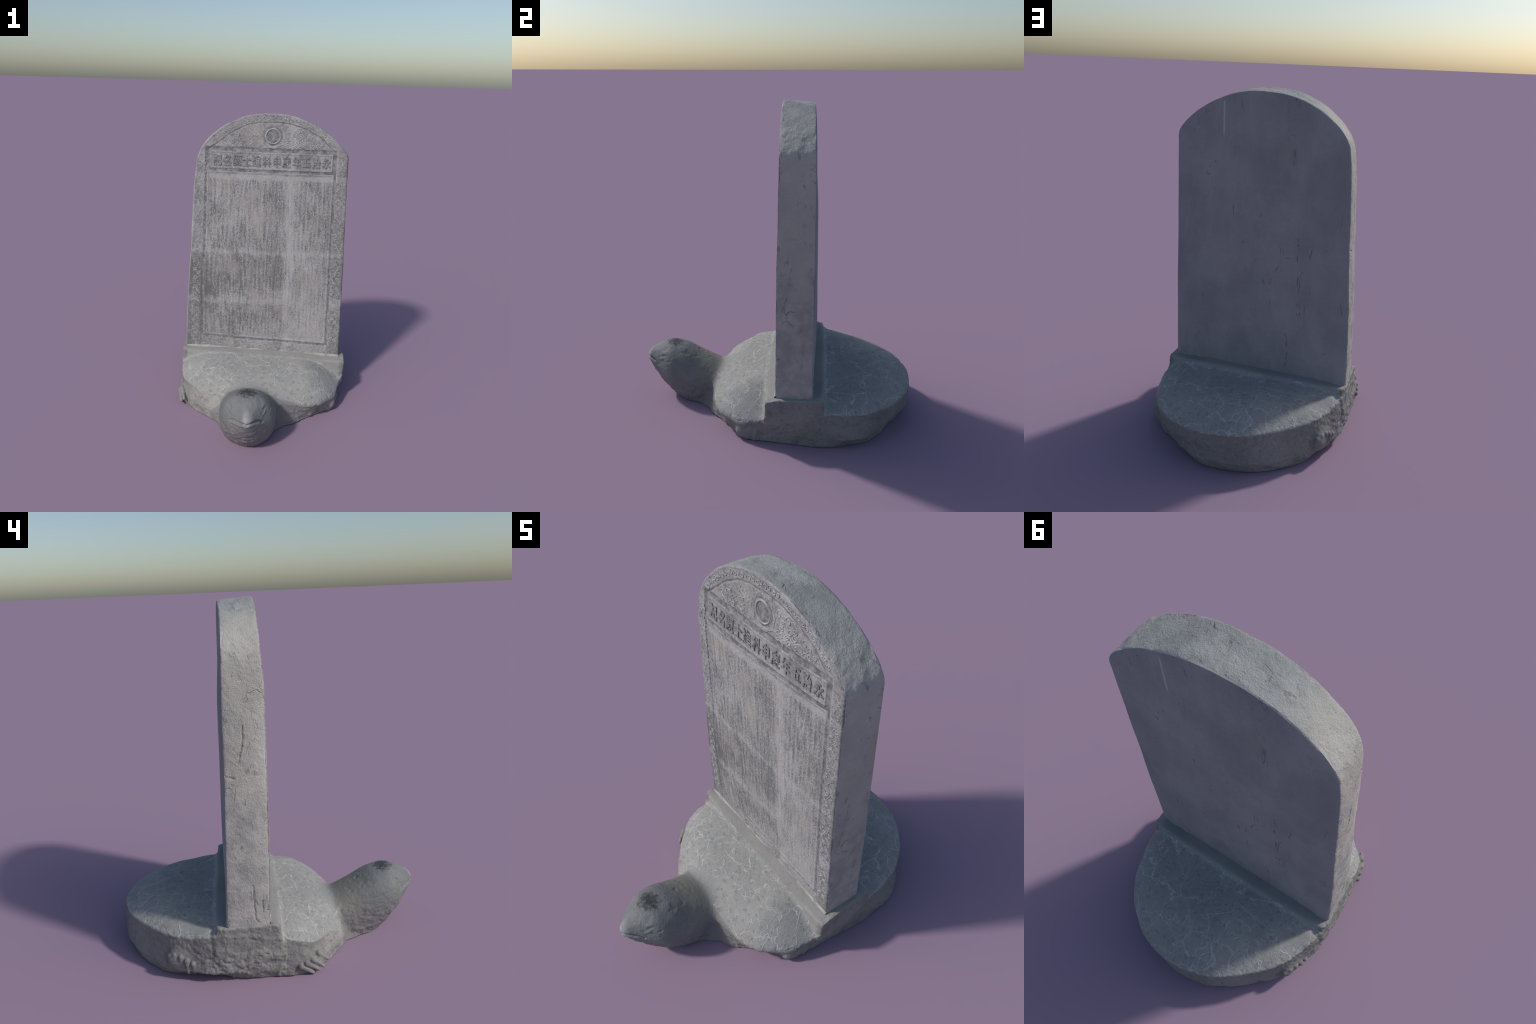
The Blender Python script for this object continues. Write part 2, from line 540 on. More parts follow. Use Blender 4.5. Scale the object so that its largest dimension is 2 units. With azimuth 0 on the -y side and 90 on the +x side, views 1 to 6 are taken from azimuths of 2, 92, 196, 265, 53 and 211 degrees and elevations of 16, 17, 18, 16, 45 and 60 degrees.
def edge_stone():
    """Tooled edges of the slab: paler, warmer, pitted, with a grey-green top."""
    n = Nodes("tooled_edge_stone")
    c, fine = stone(n, (.560, .540, .490), (.450, .435, .398), (.48, .45, .39))
    x, y, z = n.xyz()
    c = n.mix(n.mul(n.ramp(n.add(z, n.mul(n.noise(6, 3), .10)), 1.90, 2.02), .85), c, n.mix(n.ramp(n.noise(8, 4, .6), .4, .6), (.29, .30, .295), (.37, .38, .37)))
    low = n.ramp(n.add(z, n.mul(n.add(n.noise(4, 5, .7), -.5), .9)), 1.15, .85)
    c = n.mix(n.mul(low, .75), c, n.mix(n.ramp(n.noise(9, 5, .7), .38, .62), (.31, .30, .288), (.44, .425, .40)))
    pits = n.ramp(n.noise(22, 5, .68, n.mapped((1, 1, .6))), .57, .70, 0, .6)
    c = n.mix(pits, c, (.215, .205, .195))
    lines = n.edges(5, n.mapped((1, 2.2, .8), vec=n.warped(.16, 6)))
    crack = n.mul(n.ramp(lines, .0, .014, 1, 0), n.ramp(n.noise(6, 3, .6, n.mapped(loc=(9, 2, 2))), .54, .64))
    c = n.mix(n.mul(crack, .75), c, (.14, .13, .12))
    h = n.add(n.add(fine, n.mul(n.noise(40, 5, .65), 2.0)), n.add(n.mul(crack, -1.5), n.mul(pits, -1.5)))
    return n.finish(c, h, .6, .005)


def face_stone():
    """Inscribed side: pale grey washed over dark, with worn columns of text."""
    n = Nodes("inscribed_face_stone")
    x, y, z = n.xyz()
    light, mid, dark = (.437, .428, .430), (.326, .323, .325), (.150, .151, .151)
    # text columns: a regular pitch, broken up glyph by glyph
    streak = n.noise(1, 4, .6, n.mapped((62, 4, 7)))
    column = n.math("SINE", n.add(n.mul(x, 240), n.mul(n.noise(6, 2), 5)))
    glyph = n.noise(1, 3, .7, n.mapped((150, 20, 105)))
    specks = n.noise(130, 4, .75)
    blotch = n.noise(4.5, 6, .62, n.mapped((1, 1, .7), (3, 0, 5)))
    band = lambda v, a, b, s: n.mul(n.ramp(v, a - s, a + s), n.ramp(v, b - s, b + s, 1, 0))
    inside = n.mul(band(x, -.405, .415, .01), band(z, .44, 1.57, .018))
    # darker rubbing fields and pale bands left by the caster's sheets
    wob = n.mul(n.add(n.noise(10, 4, .65), -.5), .10)
    zz, xx = n.add(z, wob), n.add(x, wob)
    field = n.mul(band(xx, -.39, .13, .06), band(zz, .80, 1.03, .03))
    left = n.mul(band(xx, -.44, -.18, .08), band(zz, .45, 1.10, .10))
    right_dark = n.mul(band(xx, .03, .125, .025), band(zz, .80, 1.03, .05))
    corner = n.mul(band(xx, -.60, -.40, .04), band(zz, .30, .95, .2))
    pale = n.math("MAXIMUM", n.mul(band(xx, .135, .18, .014), .9), n.math("MAXIMUM", n.mul(band(zz, 1.05, 1.08, .016), .8), n.mul(band(zz, .685, .73, .014), .8)))
    pale = n.math("MAXIMUM", pale, n.mul(band(xx, .20, .43, .08), band(zz, .42, .75, .08)))
    pale = n.math("MAXIMUM", pale, n.mul(band(z, 1.565, 1.60, .012), .8))
    centred = lambda v, k: n.mul(n.add(v, -.5), k)
    tone = n.add(n.add(.5, centred(blotch, .42)), n.mul(inside, n.add(n.add(centred(streak, .42), centred(glyph, .60)), n.mul(column, .018))))
    tone = n.add(tone, n.add(n.mul(field, -.020), n.add(n.mul(left, -.035), n.add(n.mul(right_dark, -.035), n.add(n.mul(corner, -.055), n.mul(pale, .085))))))
    outside = n.math("SUBTRACT", 1.0, inside)
    tone = n.add(tone, n.mul(outside, n.add(-.005, centred(n.noise(64, 5, .7), .50))))
    strip = n.math("MAXIMUM", n.ramp(x, -.440, -.455), n.ramp(x, .448, .460))
    tone = n.add(tone, n.mul(strip, -.025))
    c = n.mix(n.ramp(tone, .36, .56), dark, mid)
    c = n.mix(n.ramp(tone, .48, .68), c, light)
    c = n.mix(n.mul(n.ramp(n.noise(5, 3, .6, n.mapped(loc=(7, 7, 1))), .52, .68), .45), c, (.37, .345, .32))
    c = n.mix(n.ramp(specks, .52, .68, 0, .45), c, (.12, .12, .118))
    c = n.mix(n.ramp(n.noise(90, 3, .7, n.mapped(loc=(1, 8, 3))), .60, .72, 0, .4), c, (.50, .495, .50))
    edge = n.mul(n.ramp(n.math("ABSOLUTE", x), .505, .530), n.ramp(n.noise(18, 4, .7, n.mapped((1, 1, .35))), .45, .62))
    c = n.mix(n.mul(edge, .6), c, (.13, .133, .125))
    h = n.add(n.mul(glyph, n.mul(inside, 1.6)), n.mul(specks, 1.0))
    return n.finish(c, h, .5, .003)


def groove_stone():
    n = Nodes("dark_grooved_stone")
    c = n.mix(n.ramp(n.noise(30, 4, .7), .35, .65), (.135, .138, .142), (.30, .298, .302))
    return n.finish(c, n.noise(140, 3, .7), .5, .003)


def crack_stone():
    n = Nodes("crack_shadow_stone")
    c = n.mix(n.ramp(n.noise(60, 3, .7), .35, .65), (.17, .162, .155), (.30, .29, .28))
    return n.finish(c, n.noise(140, 3, .7), .5, .003)


def letter_stone():
    n = Nodes("letter_stone")
    c = n.mix(n.ramp(n.noise(45, 4, .7), .35, .7), (.145, .147, .149), (.31, .31, .312))
    return n.finish(c, n.noise(150, 3, .7), .5, .002)


def scroll_stone():
    n = Nodes("scroll_relief_stone")
    c = n.mix(n.ramp(n.noise(22, 4, .7), .35, .68), (.27, .27, .275), (.45, .445, .45))
    return n.finish(c, n.noise(150, 3, .7), .5, .002)


def shell_stone():
    n = Nodes("veined_shell_stone")
    c, fine = stone(n, (.385, .382, .365), (.300, .300, .290), (.345, .332, .300))
    w = n.warped(.09, 13)
    flat = n.mapped((1, 1, .3), vec=w)
    big = n.edges(6.6, flat, .75)
    small = n.edges(19, n.mapped((1, 1, .3), (3, 5, 1), w))
    keep = n.ramp(n.noise(7, 3, .6, n.mapped(loc=(2, 9, 4))), .42, .60)
    broken = n.ramp(n.noise(24, 4, .65, n.mapped(loc=(6, 1, 1))), .36, .56)
    big_line = n.mul(n.ramp(big, .004, .026, 1, 0), broken)
    small_line = n.mul(n.mul(n.ramp(small, .01, .06, 1, 0), keep), broken)
    vein = n.math("MAXIMUM", n.mul(big_line, .85), n.mul(small_line, .70))
    # worm-like light flecks and dark pocks all over
    fw = n.warped(.03, 30)
    flecks = n.ramp(n.noise(44, 4, .62, n.mapped((1, 1.5, 1), vec=fw)), .56, .68, 0, .60)
    pocks = n.ramp(n.noise(36, 5, .68, n.mapped(loc=(5, 5, 5))), .53, .68, 0, .62)
    c = n.mix(pocks, c, (.215, .218, .222))
    c = n.mix(flecks, c, (.475, .47, .455))
    c = n.mix(vein, c, (.50, .495, .475))
    h = n.add(fine, n.add(n.mul(vein, 1.0), n.add(n.mul(flecks, 1.2), n.mul(pocks, -1.4))))
    return n.finish(c, h, .55, .004)


def bench_stone():
    n = Nodes("bench_stone")
    c, fine = stone(n, (.355, .348, .335), (.285, .28, .27), (.35, .328, .30))
    c = n.mix(n.ramp(n.noise(34, 4, .68), .55, .70, 0, .5), c, (.22, .215, .21))
    h = n.add(fine, n.noise(40, 4, .6))
    return n.finish(c, h, .45, .003)


def flank_stone():
    n = Nodes("rough_flank_stone")
    c, fine = stone(n, (.308, .300, .284), (.230, .223, .212), (.265, .248, .220))
    x, y, z = n.xyz()
    c = n.mix(n.mul(n.ramp(n.add(y, n.mul(n.noise(7, 3), .1)), -.12, -.27), .85), c, n.mix(n.ramp(n.noise(9, 4, .6), .35, .65), (.28, .276, .26), (.375, .37, .352)))
    c = n.mix(n.ramp(n.noise(14, 5, .7, n.mapped(loc=(8, 3, 3))), .52, .68, 0, .6), c, (.160, .152, .148))
    c = n.mix(n.ramp(n.noise(50, 4, .7, n.mapped(loc=(1, 3, 7))), .56, .66, 0, .5), c, (.12, .115, .11))
    c = n.mix(n.ramp(n.noise(42, 4, .7, n.mapped(loc=(4, 9, 2))), .58, .70, 0, .45), c, (.40, .385, .37))
    h = n.add(n.mul(fine, 1.0), n.mul(n.noise(45, 5, .65), 2.0))
    return n.finish(c, h, .6, .005)


def head_stone():
    n = Nodes("dark_head_stone")
    x, y, z = n.xyz()
    n.bsdf.inputs['Roughness'].default_value = .68
    c, fine = stone(n, (.278, .285, .283), (.188, .195, .194), (.225, .215, .19))
    # olive neck, purple rough throat, pale patch on the beak, black weathered crown
    c = n.mix(n.mul(n.ramp(y, -.62, -.45), .75), c, (.235, .228, .200))
    c = n.mix(n.mul(n.ramp(n.add(z, n.mul(n.noise(8, 3), .05)), .24, .16), .75), c, (.215, .205, .21))
    c = n.mix(n.mul(n.ball((-.066, -.875, .295), .030, (1.5, .6, .8), .8), .7), c, (.42, .425, .44))
    c = n.mix(n.mul(n.ball((-.03, -.83, .345), .05, (.8, .8, 1), .6), .35), c, (.31, .315, .32))
    bite = n.add(n.ball((-.072, -.695, .385), .056, (.75, .8, 1), 1.0), n.mul(n.add(n.noise(55, 4, .75), -.5), 1.6))
    c = n.mix(n.ramp(bite, .45, .95, 0, .85), c, (.035, .038, .038))
    c = n.mix(n.mul(n.ramp(y, -.43, -.355), .9), c, (.33, .328, .318))
    pale = n.mul(n.ramp(n.noise(40, 4, .7), .60, .72), .35)
    c = n.mix(pale, c, (.34, .34, .34))
    c = n.mix(n.ramp(n.noise(28, 4, .7, n.mapped(loc=(2, 2, 9))), .58, .72, 0, .4), c, (.09, .09, .09))
    h = n.add(fine, n.mul(n.noise(40, 5, .65), 2.2))
    return n.finish(c, h, .6, .004)


def mortar_stone():
    n = Nodes("mortar")
    c = n.mix(n.ramp(n.noise(25, 4, .7), .35, .65), (.30, .285, .272), (.42, .40, .385))
    return n.finish(c, n.noise(90, 4, .7), .6, .004)


# ------------------------------------------------------------------ assembling
root = bpy.data.objects.new("turtle_stele", None)
bpy.context.scene.collection.objects.link(root)
root["label"] = "grey stone stele with carved inscription standing on a turtle"
root["category"] = "stone monument"


def mesh_object(name, P, faces, mats, parent=root, index=None, normals=None, smooth=True):
    me = bpy.data.meshes.new(name)
    F = np.asarray(faces)
    me.vertices.add(len(P))
    me.vertices.foreach_set("co", np.asarray(P, np.float32).ravel())
    me.loops.add(F.size)
    me.loops.foreach_set("vertex_index", F.ravel().astype(np.int32))
    me.polygons.add(len(F))
    me.polygons.foreach_set("loop_start", (np.arange(len(F)) * F.shape[1]).astype(np.int32))
    me.polygons.foreach_set("loop_total", np.full(len(F), F.shape[1], np.int32))
    if index is not None:
        me.polygons.foreach_set("material_index", np.asarray(index, np.int32))
    me.polygons.foreach_set("use_smooth", np.full(len(F), smooth))
    for m in mats:
        me.materials.append(m)
    me.update(calc_edges=True)
    me.validate()
    if normals is not None:
        me.normals_split_custom_set_from_vertices(normals.astype(np.float32))
    ob = bpy.data.objects.new(name, me)
    bpy.context.scene.collection.objects.link(ob)
    ob.parent = parent
    return ob


def turtle():
    P, Q, N = build_body()
    c = P[Q].mean(1)
    nz = N[Q].mean(1)[:, 2]
    x, y, z = c.T
    zr = rim_height(x, y)
    wob = fbm(c, 12, 2, 4.4) * .008
    shell = (z > zr - .006 + wob) & (nz > .05)
    head = y < -.395 - .0 * x
    edge = np.hypot((x + .08) / .19, (z - .10) / .15)
    head |= (y < -.33) & (edge < 1.0)
    bench = (y > BENCH_FRONT(x) - .006) & (y < BENCH_REAR(x) + .006) & (z > .17) & (nz > -.3) & ((z > shell_top(x, y) - .02) | (np.abs(x) > .56)) & (np.abs(N[Q].mean(1)[:, 0]) < .7)
    region = np.zeros(len(Q), int)                       # flank
    bench_end = (np.abs(x) > .548) & (y > BENCH_FRONT(x) - .004) & (y < BENCH_REAR(x) + .004) & (nz < .7)
    region[shell & ~bench_end] = 1
    region[bench & ~bench_end] = 2
    region[head & ~bench] = 4
    region[(region == 4) & (y < -.60)] = 3

    def near(toes, reach):
        f = np.full(len(c), 9.)
        for a, b in toes:
            f = np.minimum(f, capsule(x, y, z, a, b, 0, 0))
        return (f < reach) & (region == 0) & (z > .004)

    limbs = [("forelimb", near(LEFT_FORE_TOES, .034)), ("hindlimb", near(LEFT_HIND_TOES, .030)),
             ("forelimb", near(RIGHT_FORE_TOES, .036)), ("hindlimb", near(RIGHT_HIND_TOES, .034))]
    flank, shell_m, bench_m, head_m = flank_stone(), shell_stone(), bench_stone(), head_stone()
    for i, (_, m) in enumerate(limbs):
        region[m] = 5 + i
    names = ["lower_body", "carapace", "slab_bench", "head", "neck"] + [n for n, _ in limbs]
    mats = [flank, shell_m, bench_m, head_m, head_m] + [flank] * 4
    for r, (name, m) in enumerate(zip(names, mats)):
        q = Q[region == r]
        if not len(q):
            continue
        used, inv = np.unique(q, return_inverse=True)
        mesh_object(name, P[used], inv.reshape(q.shape), [m], normals=N[used])


# ------------------------------------------------------------------ slab
# half outline of the slab face, from the foot to the crown
LEFT_SIDE = [(-.562, .270), (-.560, .345), (-.550, .630), (-.537, .860), (-.519, 1.109), (-.506, 1.386), (-.495, 1.559), (-.485, 1.665), (-.467, 1.737),
             (-.436, 1.789), (-.390, 1.841), (-.315, 1.903), (-.240, 1.946), (-.165, 1.975), (-.090, 1.990), (.012, 1.998)]
RIGHT_SIDE = [(.543, .270), (.541, .345), (.537, .690), (.534, .900), (.528, 1.150), (.525, 1.351), (.523, 1.500), (.521, 1.660), (.515, 1.738),
              (.463, 1.807), (.400, 1.864), (.323, 1.917), (.246, 1.954), (.171, 1.980), (.096, 1.995), (.012, 1.998)]


def resample(points, n):
    P = np.array(points, float)
    fine = []
    for i in range(len(P) - 1):
        a, b, c, d = P[max(i - 1, 0)], P[i], P[i + 1], P[min(i + 2, len(P) - 1)]
        for t in np.arange(12) / 12:
            fine.append(.5 * (2 * b + (c - a) * t + (2 * a - 5 * b + 4 * c - d) * t * t + (3 * b - a - 3 * c + d) * t ** 3))
    fine.append(P[-1])
    fine = np.array(fine)
    s = np.concatenate([[0], np.cumsum(np.linalg.norm(np.diff(fine, axis=0), axis=1))])
    u = np.linspace(0, s[-1], n)
    return np.stack([np.interp(u, s, fine[:, 0]), np.interp(u, s, fine[:, 1])], 1)


def front_y(x, z):
    swell = np.clip(1 - ((x + .08) / .50) ** 2, 0, 1) ** .7 * sstep(.38, .75, z) * sstep(1.95, 1.50, z)
    return (.030 - .0425 * x) + sstep(.9, 1.9, z) * (.004 + .014 * x) - .019 * swell - .006 * sstep(.3, -.4, x) * sstep(.3, .6, z) * sstep(1.75, 1.6, z)


def back_y(x, z):
    swell = np.clip(1 - ((x - .08) / .50) ** 2, 0, 1) * sstep(.25, .65, z) * sstep(1.80, 1.35, z)
    return .2635 - .020 * z + x * (-.0644 + .027 * z) + .019 * swell + .011 * np.exp(-((x + .40) / .16) ** 2 - ((z - 1.5) / .28) ** 2)


# hairline cracks: across the back (x, z) and on the left edge (y, z)
BACK_CRACKS = [[(-.145, 1.058), (-.190, 1.062)], [(-.232, 1.203), (-.236, 1.108), (-.232, 1.044)], [(-.318, 1.146), (-.308, 1.087), (-.294, 1.063)],
               [(-.143, 1.052), (-.103, .970), (-.077, .916), (-.069, .842)], [(.351, 1.879), (.352, 1.835)], [(.291, 1.592), (.291, 1.570)],
               [(-.112, 1.956), (-.136, 1.946), (-.137, 1.880)], [(.169, 1.334), (.171, 1.264)], [(-.450, 1.424), (-.429, 1.371)],
               [(.142, 1.930), (.129, 1.864)], [(-.140, 1.116), (-.153, 1.064)], [(-.188, .551), (-.201, .480), (-.192, .410), (-.190, .345)],
               [(-.359, .578), (-.383, .571)], [(.40, 1.82), (.405, 1.78)]]
EDGE_CRACKS = [[(.150, 1.400), (.155, 1.310), (.180, 1.210)], [(.138, .560), (.134, .480), (.132, .370), (.115, .345)], [(.255, 1.150), (.200, 1.135)], [(.090, .470), (.088, .400)]]

ARC = [(-.400, 1.762), (-.321, 1.818), (-.235, 1.880), (-.149, 1.921), (-.070, 1.937), (.05, 1.943), (.150, 1.931), (.249, 1.899), (.349, 1.842), (.425, 1.765)]
DISC = (.021, 1.853)


def segment_distance(X, Z, pts):
    best = np.full(X.shape, 9.)
    for (ax, az), (bx, bz) in zip(pts[:-1], pts[1:]):
        ex, ez = bx - ax, bz - az
        t = np.clip(((X - ax) * ex + (Z - az) * ez) / (ex * ex + ez * ez), 0, 1)
        best = np.minimum(best, np.hypot(X - ax - t * ex, Z - az - t * ez))
    return best


TITLE = [(-.388, 1.742), (.418, 1.740), (.417, 1.633), (-.393, 1.640), (-.388, 1.742)]
TITLE_RIM = [(-.402, 1.768), (.430, 1.764), (.429, 1.622), (-.404, 1.626), (-.402, 1.768)]
PANEL = [(-.405, 1.612), (.424, 1.608), (.434, .408), (-.428, .432), (-.405, 1.612)]
BORDER_LEFT = [(-.418, 1.768), (-.425, 1.3), (-.452, .40)]
BORDER_RIGHT = [(.440, 1.764), (.441, 1.3), (.450, .395)]


def relief(X, Z, rim):
    """Carving depth of the front face in metres, plus the mask of dark grooves."""
    h = np.zeros(X.shape)
    g = np.zeros(X.shape)

    def line(pts, w, depth, dark):
        nonlocal h, g
        m = np.exp(-(segment_distance(X, Z, pts) / w) ** 4)
        h += depth * m
        g = np.maximum(g, dark * m)
    line(TITLE_RIM, .0100, -.0022, 1)
    line([(-.398, 1.760), (.426, 1.757)], .0130, -.0015, 1)
    line(TITLE, .0045, .0025, 0)
    line(PANEL, .0045, .0022, 0)
    line(BORDER_LEFT, .0090, -.0035, 1)
    line(BORDER_RIGHT, .0080, -.0035, 1)
    line(ARC, .0050, -.0028, .7)
    line([(-.428, .414), (.434, .392)], .008, -.0035, .9)
    r = np.hypot(X - DISC[0], Z - DISC[1])
    h += -.0025 * np.exp(-((r - .058) / .007) ** 2) - .0022 * sstep(.046, .040, r)
    g = np.maximum(g, .8 * np.exp(-((r - .058) / .006) ** 4))
    inset = (X > -.40) & (X < .425) & (Z > .42) & (Z < 1.60)
    h -= .0010 * inset
    border = sstep(.006, .018, rim)
    h += .001 * (1 - border)
    return h, g


def slab():
    nv, nu, nb, nd = 470, 300, 280, 52
    L, R = resample(LEFT_SIDE, nv), resample(RIGHT_SIDE, nv)
    L[-1] = R[-1] = (L[-2] + R[-2]) / 2 + [0, .0005]
    span = np.linspace(0, 1, nu)
    FX = L[:, None, 0] * (1 - span) + R[:, None, 0] * span
    FZ = L[:, None, 1] * (1 - span) + R[:, None, 1] * span
    outline = np.vstack([L, R[::-1]])
    step = outline[::5]
    rim = np.maximum(-polygon_distance(step, FX, FZ), 0)
    flat = np.stack([FX.ravel(), np.zeros(FX.size), FZ.ravel()], 1)
    h, groove = relief(FX, FZ, rim)
    h += (.0014 * fbm(flat, 5, 3) + .0007 * fbm(flat * [1, 1, .6], 45, 3, 3.3)).reshape(FX.shape)
    text = (perlin(flat * [1, 1, .55], 75, 2.0) + perlin(flat, 130, 7.0)).reshape(FX.shape)
    inside = (FX > -.40) & (FX < .41) & (FZ > .45) & (FZ < 1.59)
    h += .0009 * np.minimum(text, .1) * inside
    foot = sstep(.42, .33, FZ)
    h -= foot * .008 * np.maximum(fbm(flat, 9, 4, 6.0).reshape(FX.shape), 0)
    chip = .006 + .010 * np.maximum(fbm(flat, 13, 3, 8.8).reshape(FX.shape), 0)
    edge = np.clip(1 - rim / chip, 0, 1)
    FY = front_y(FX, FZ) - h + chip * (1 - np.sqrt(np.clip(1 - edge ** 2, 0, 1))) * .8
    span_b = np.linspace(0, 1, nb)
    grow = np.linspace(.0, .012, nv)[::-1]
    LB, RB = L.copy(), R.copy()
    RB[:, 0] += .010 * sstep(0, .25, RB[:, 0])
    LB[:, 0] -= .010 * sstep(0, -.25, LB[:, 0])
    BX = LB[:, None, 0] * (1 - span_b) + RB[:, None, 0] * span_b
    BZ = (LB[:, None, 1] * (1 - span_b) + RB[:, None, 1] * span_b)
    BZ = BZ - .015 * sstep(1.75, 1.98, BZ)
    flat_b = np.stack([BX.ravel(), np.ones(BX.size), BZ.ravel()], 1)
    hb = (.0022 * fbm(flat_b, 4, 4, 1.1) + .0006 * fbm(flat_b, 40, 2)).reshape(BX.shape)
    wander = .004 * perlin(flat_b, 30, 4.0).reshape(BX.shape)
    crack_b = np.zeros(BX.shape)
    for pts in BACK_CRACKS:
        crack_b = np.maximum(crack_b, np.exp(-(segment_distance(BX + wander, BZ, pts) / .0030) ** 2))
    crack_b *= sstep(-.35, .05, perlin(flat_b, 26, 9.0)).reshape(BX.shape)
    hb -= .0022 * crack_b
    rim_b = np.minimum(BX - LB[:, None, 0], RB[:, None, 0] - BX)
    eb = np.clip(1 - rim_b / (.008 + .014 * np.maximum(fbm(flat_b, 12, 3, 5.5).reshape(BX.shape), 0)), 0, 1)
    BY = back_y(BX, BZ) + hb - .006 * eb
    verts = [np.stack([FX, FY, FZ], -1).reshape(-1, 3), np.stack([BX, BY, BZ], -1).reshape(-1, 3)]
    base = nv * nu
    fid = np.arange(nv * nu).reshape(nv, nu)
    bid = base + np.arange(nv * nb).reshape(nv, nb)
    # edge strip running up the left side, over the crown and down the right
    f_loop = np.concatenate([fid[:, 0], fid[-1, 1:-1][::nu], fid[::-1, -1]])
    b_loop = np.concatenate([bid[:, 0], bid[-1, 1:-1][::nb], bid[::-1, -1]])
    allv = np.vstack(verts)
    A, B = allv[f_loop], allv[b_loop]
    t = np.linspace(0, 1, nd)[1:-1]
    strip = A[:, None] * (1 - t)[None, :, None] + B[:, None] * t[None, :, None]
    tang = np.gradient(A[:, [0, 2]], axis=0)
    out = np.stack([-tang[:, 1], np.zeros(len(A)), tang[:, 0]], 1)
    out /= np.linalg.norm(out, axis=1)[:, None] + 1e-9
    k = np.ones(9) / 9
    for c in (0, 2):
        out[4:-4, c] = np.convolve(out[:, c], k, "valid")
    sp = strip.reshape(-1, 3)
    bulge = (.0048 * fbm(sp, 9, 4, 2.5) + .0012 * fbm(sp, 45, 3)).reshape(strip.shape[:2])
    worn = sstep(1.62, 1.75, strip[..., 2]) * sstep(1.93, 1.80, strip[..., 2]) * (np.abs(strip[..., 0]) > .3)
    bulge += worn * (.0034 * fbm(sp, 22, 3, 7.7).reshape(strip.shape[:2]))
    bulge += .0045 * np.sin(np.pi * t)[None] ** .35 - .001
    bulge += .007 * (strip[..., 0] < -.4) * sstep(1.65, 1.45, strip[..., 2]) * np.sin(np.pi * t)[None] ** .5
    left_edge = (strip[..., 0] < -.4) & (strip[..., 2] < 1.6)
    sway = .005 * perlin(sp, 24, 6.0).reshape(strip.shape[:2])
    crack_e = np.zeros(strip.shape[:2])
    for pts in EDGE_CRACKS:
        crack_e = np.maximum(crack_e, left_edge * np.exp(-(segment_distance(strip[..., 1] + sway, strip[..., 2], pts) / .0042) ** 2))
    bulge -= .0035 * crack_e
    strip = strip + out[:, None] * bulge[..., None]
    sid = len(allv) + np.arange(strip.shape[0] * strip.shape[1]).reshape(strip.shape[:2])
    allv = np.vstack([allv, strip.reshape(-1, 3)])
    loop = np.concatenate([f_loop[:, None], sid, b_loop[:, None]], 1)

    def grid(ids, flip):
        q = np.stack([ids[:-1, :-1], ids[:-1, 1:], ids[1:, 1:], ids[1:, :-1]], -1).reshape(-1, 4)
        return q[:, ::-1] if flip else q
    front, back, side = grid(fid, False), grid(bid, True), grid(loop, True)
    faces = np.vstack([front, back, side])
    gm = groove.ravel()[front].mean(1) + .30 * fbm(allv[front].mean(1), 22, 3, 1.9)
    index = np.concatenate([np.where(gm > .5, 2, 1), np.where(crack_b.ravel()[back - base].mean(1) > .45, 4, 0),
                            np.where(np.pad(crack_e, ((0, 0), (1, 1))).ravel()[grid(np.arange(loop.size).reshape(loop.shape), True)].mean(1) > .5, 4, 3)])
    ob = mesh_object("stele_slab", allv, faces, [slab_stone(), face_stone(), groove_stone(), edge_stone(), crack_stone()], index=index)
    ob.data.set_sharp_from_angle(angle=math.radians(50))
    return ob


def on_face(x, z, lift=0.0):
    return Vector((x, float(front_y(np.float64(x), np.float64(z))) - lift, z))


def letters(parent):
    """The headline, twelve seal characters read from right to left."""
    mat = letter_stone()
    for i, ch in enumerate("永治五年庚申科進士題名記"):
        cu = bpy.data.curves.new("character", "FONT")
        cu.body, cu.size, cu.extrude, cu.offset = ch, .062, .0016, .0011
        cu.align_x, cu.align_y = "CENTER", "CENTER"
        tmp = bpy.data.objects.new("character_curve", cu)
        bpy.context.scene.collection.objects.link(tmp)
        bpy.context.view_layer.update()
        me = bpy.data.meshes.new_from_object(tmp.evaluated_get(bpy.context.evaluated_depsgraph_get()))
        bpy.data.objects.remove(tmp)
        bpy.data.curves.remove(cu)
        v = np.empty(len(me.vertices) * 3, np.float32)
        me.vertices.foreach_get("co", v)
        v = v.reshape(-1, 3).astype(float)
        v[:, 0] -= (v[:, 0].max() + v[:, 0].min()) / 2
        v[:, 1] -= (v[:, 1].max() + v[:, 1].min()) / 2
        v[:, 0] *= .92
        v[:, 1] *= 1.22
        v[:, :2] += .0016 * np.stack([perlin(v * [1, 1, 0], 40, i), perlin(v * [1, 1, 0], 40, i + 50)], 1)
        X = .379 - i * (.379 + .344) / 11 + v[:, 0]
        Z = 1.689 + v[:, 1]
        Y = front_y(X, Z) - .0024 - v[:, 2]
        me.vertices.foreach_set("co", np.stack([X, Y, Z], 1).astype(np.float32).ravel())
        me.materials.clear()
        me.materials.append(mat)
        me.name = "character"
        me.update()
        ob = bpy.data.objects.new("character", me)
        bpy.context.scene.collection.objects.link(ob)
        ob.parent = parent


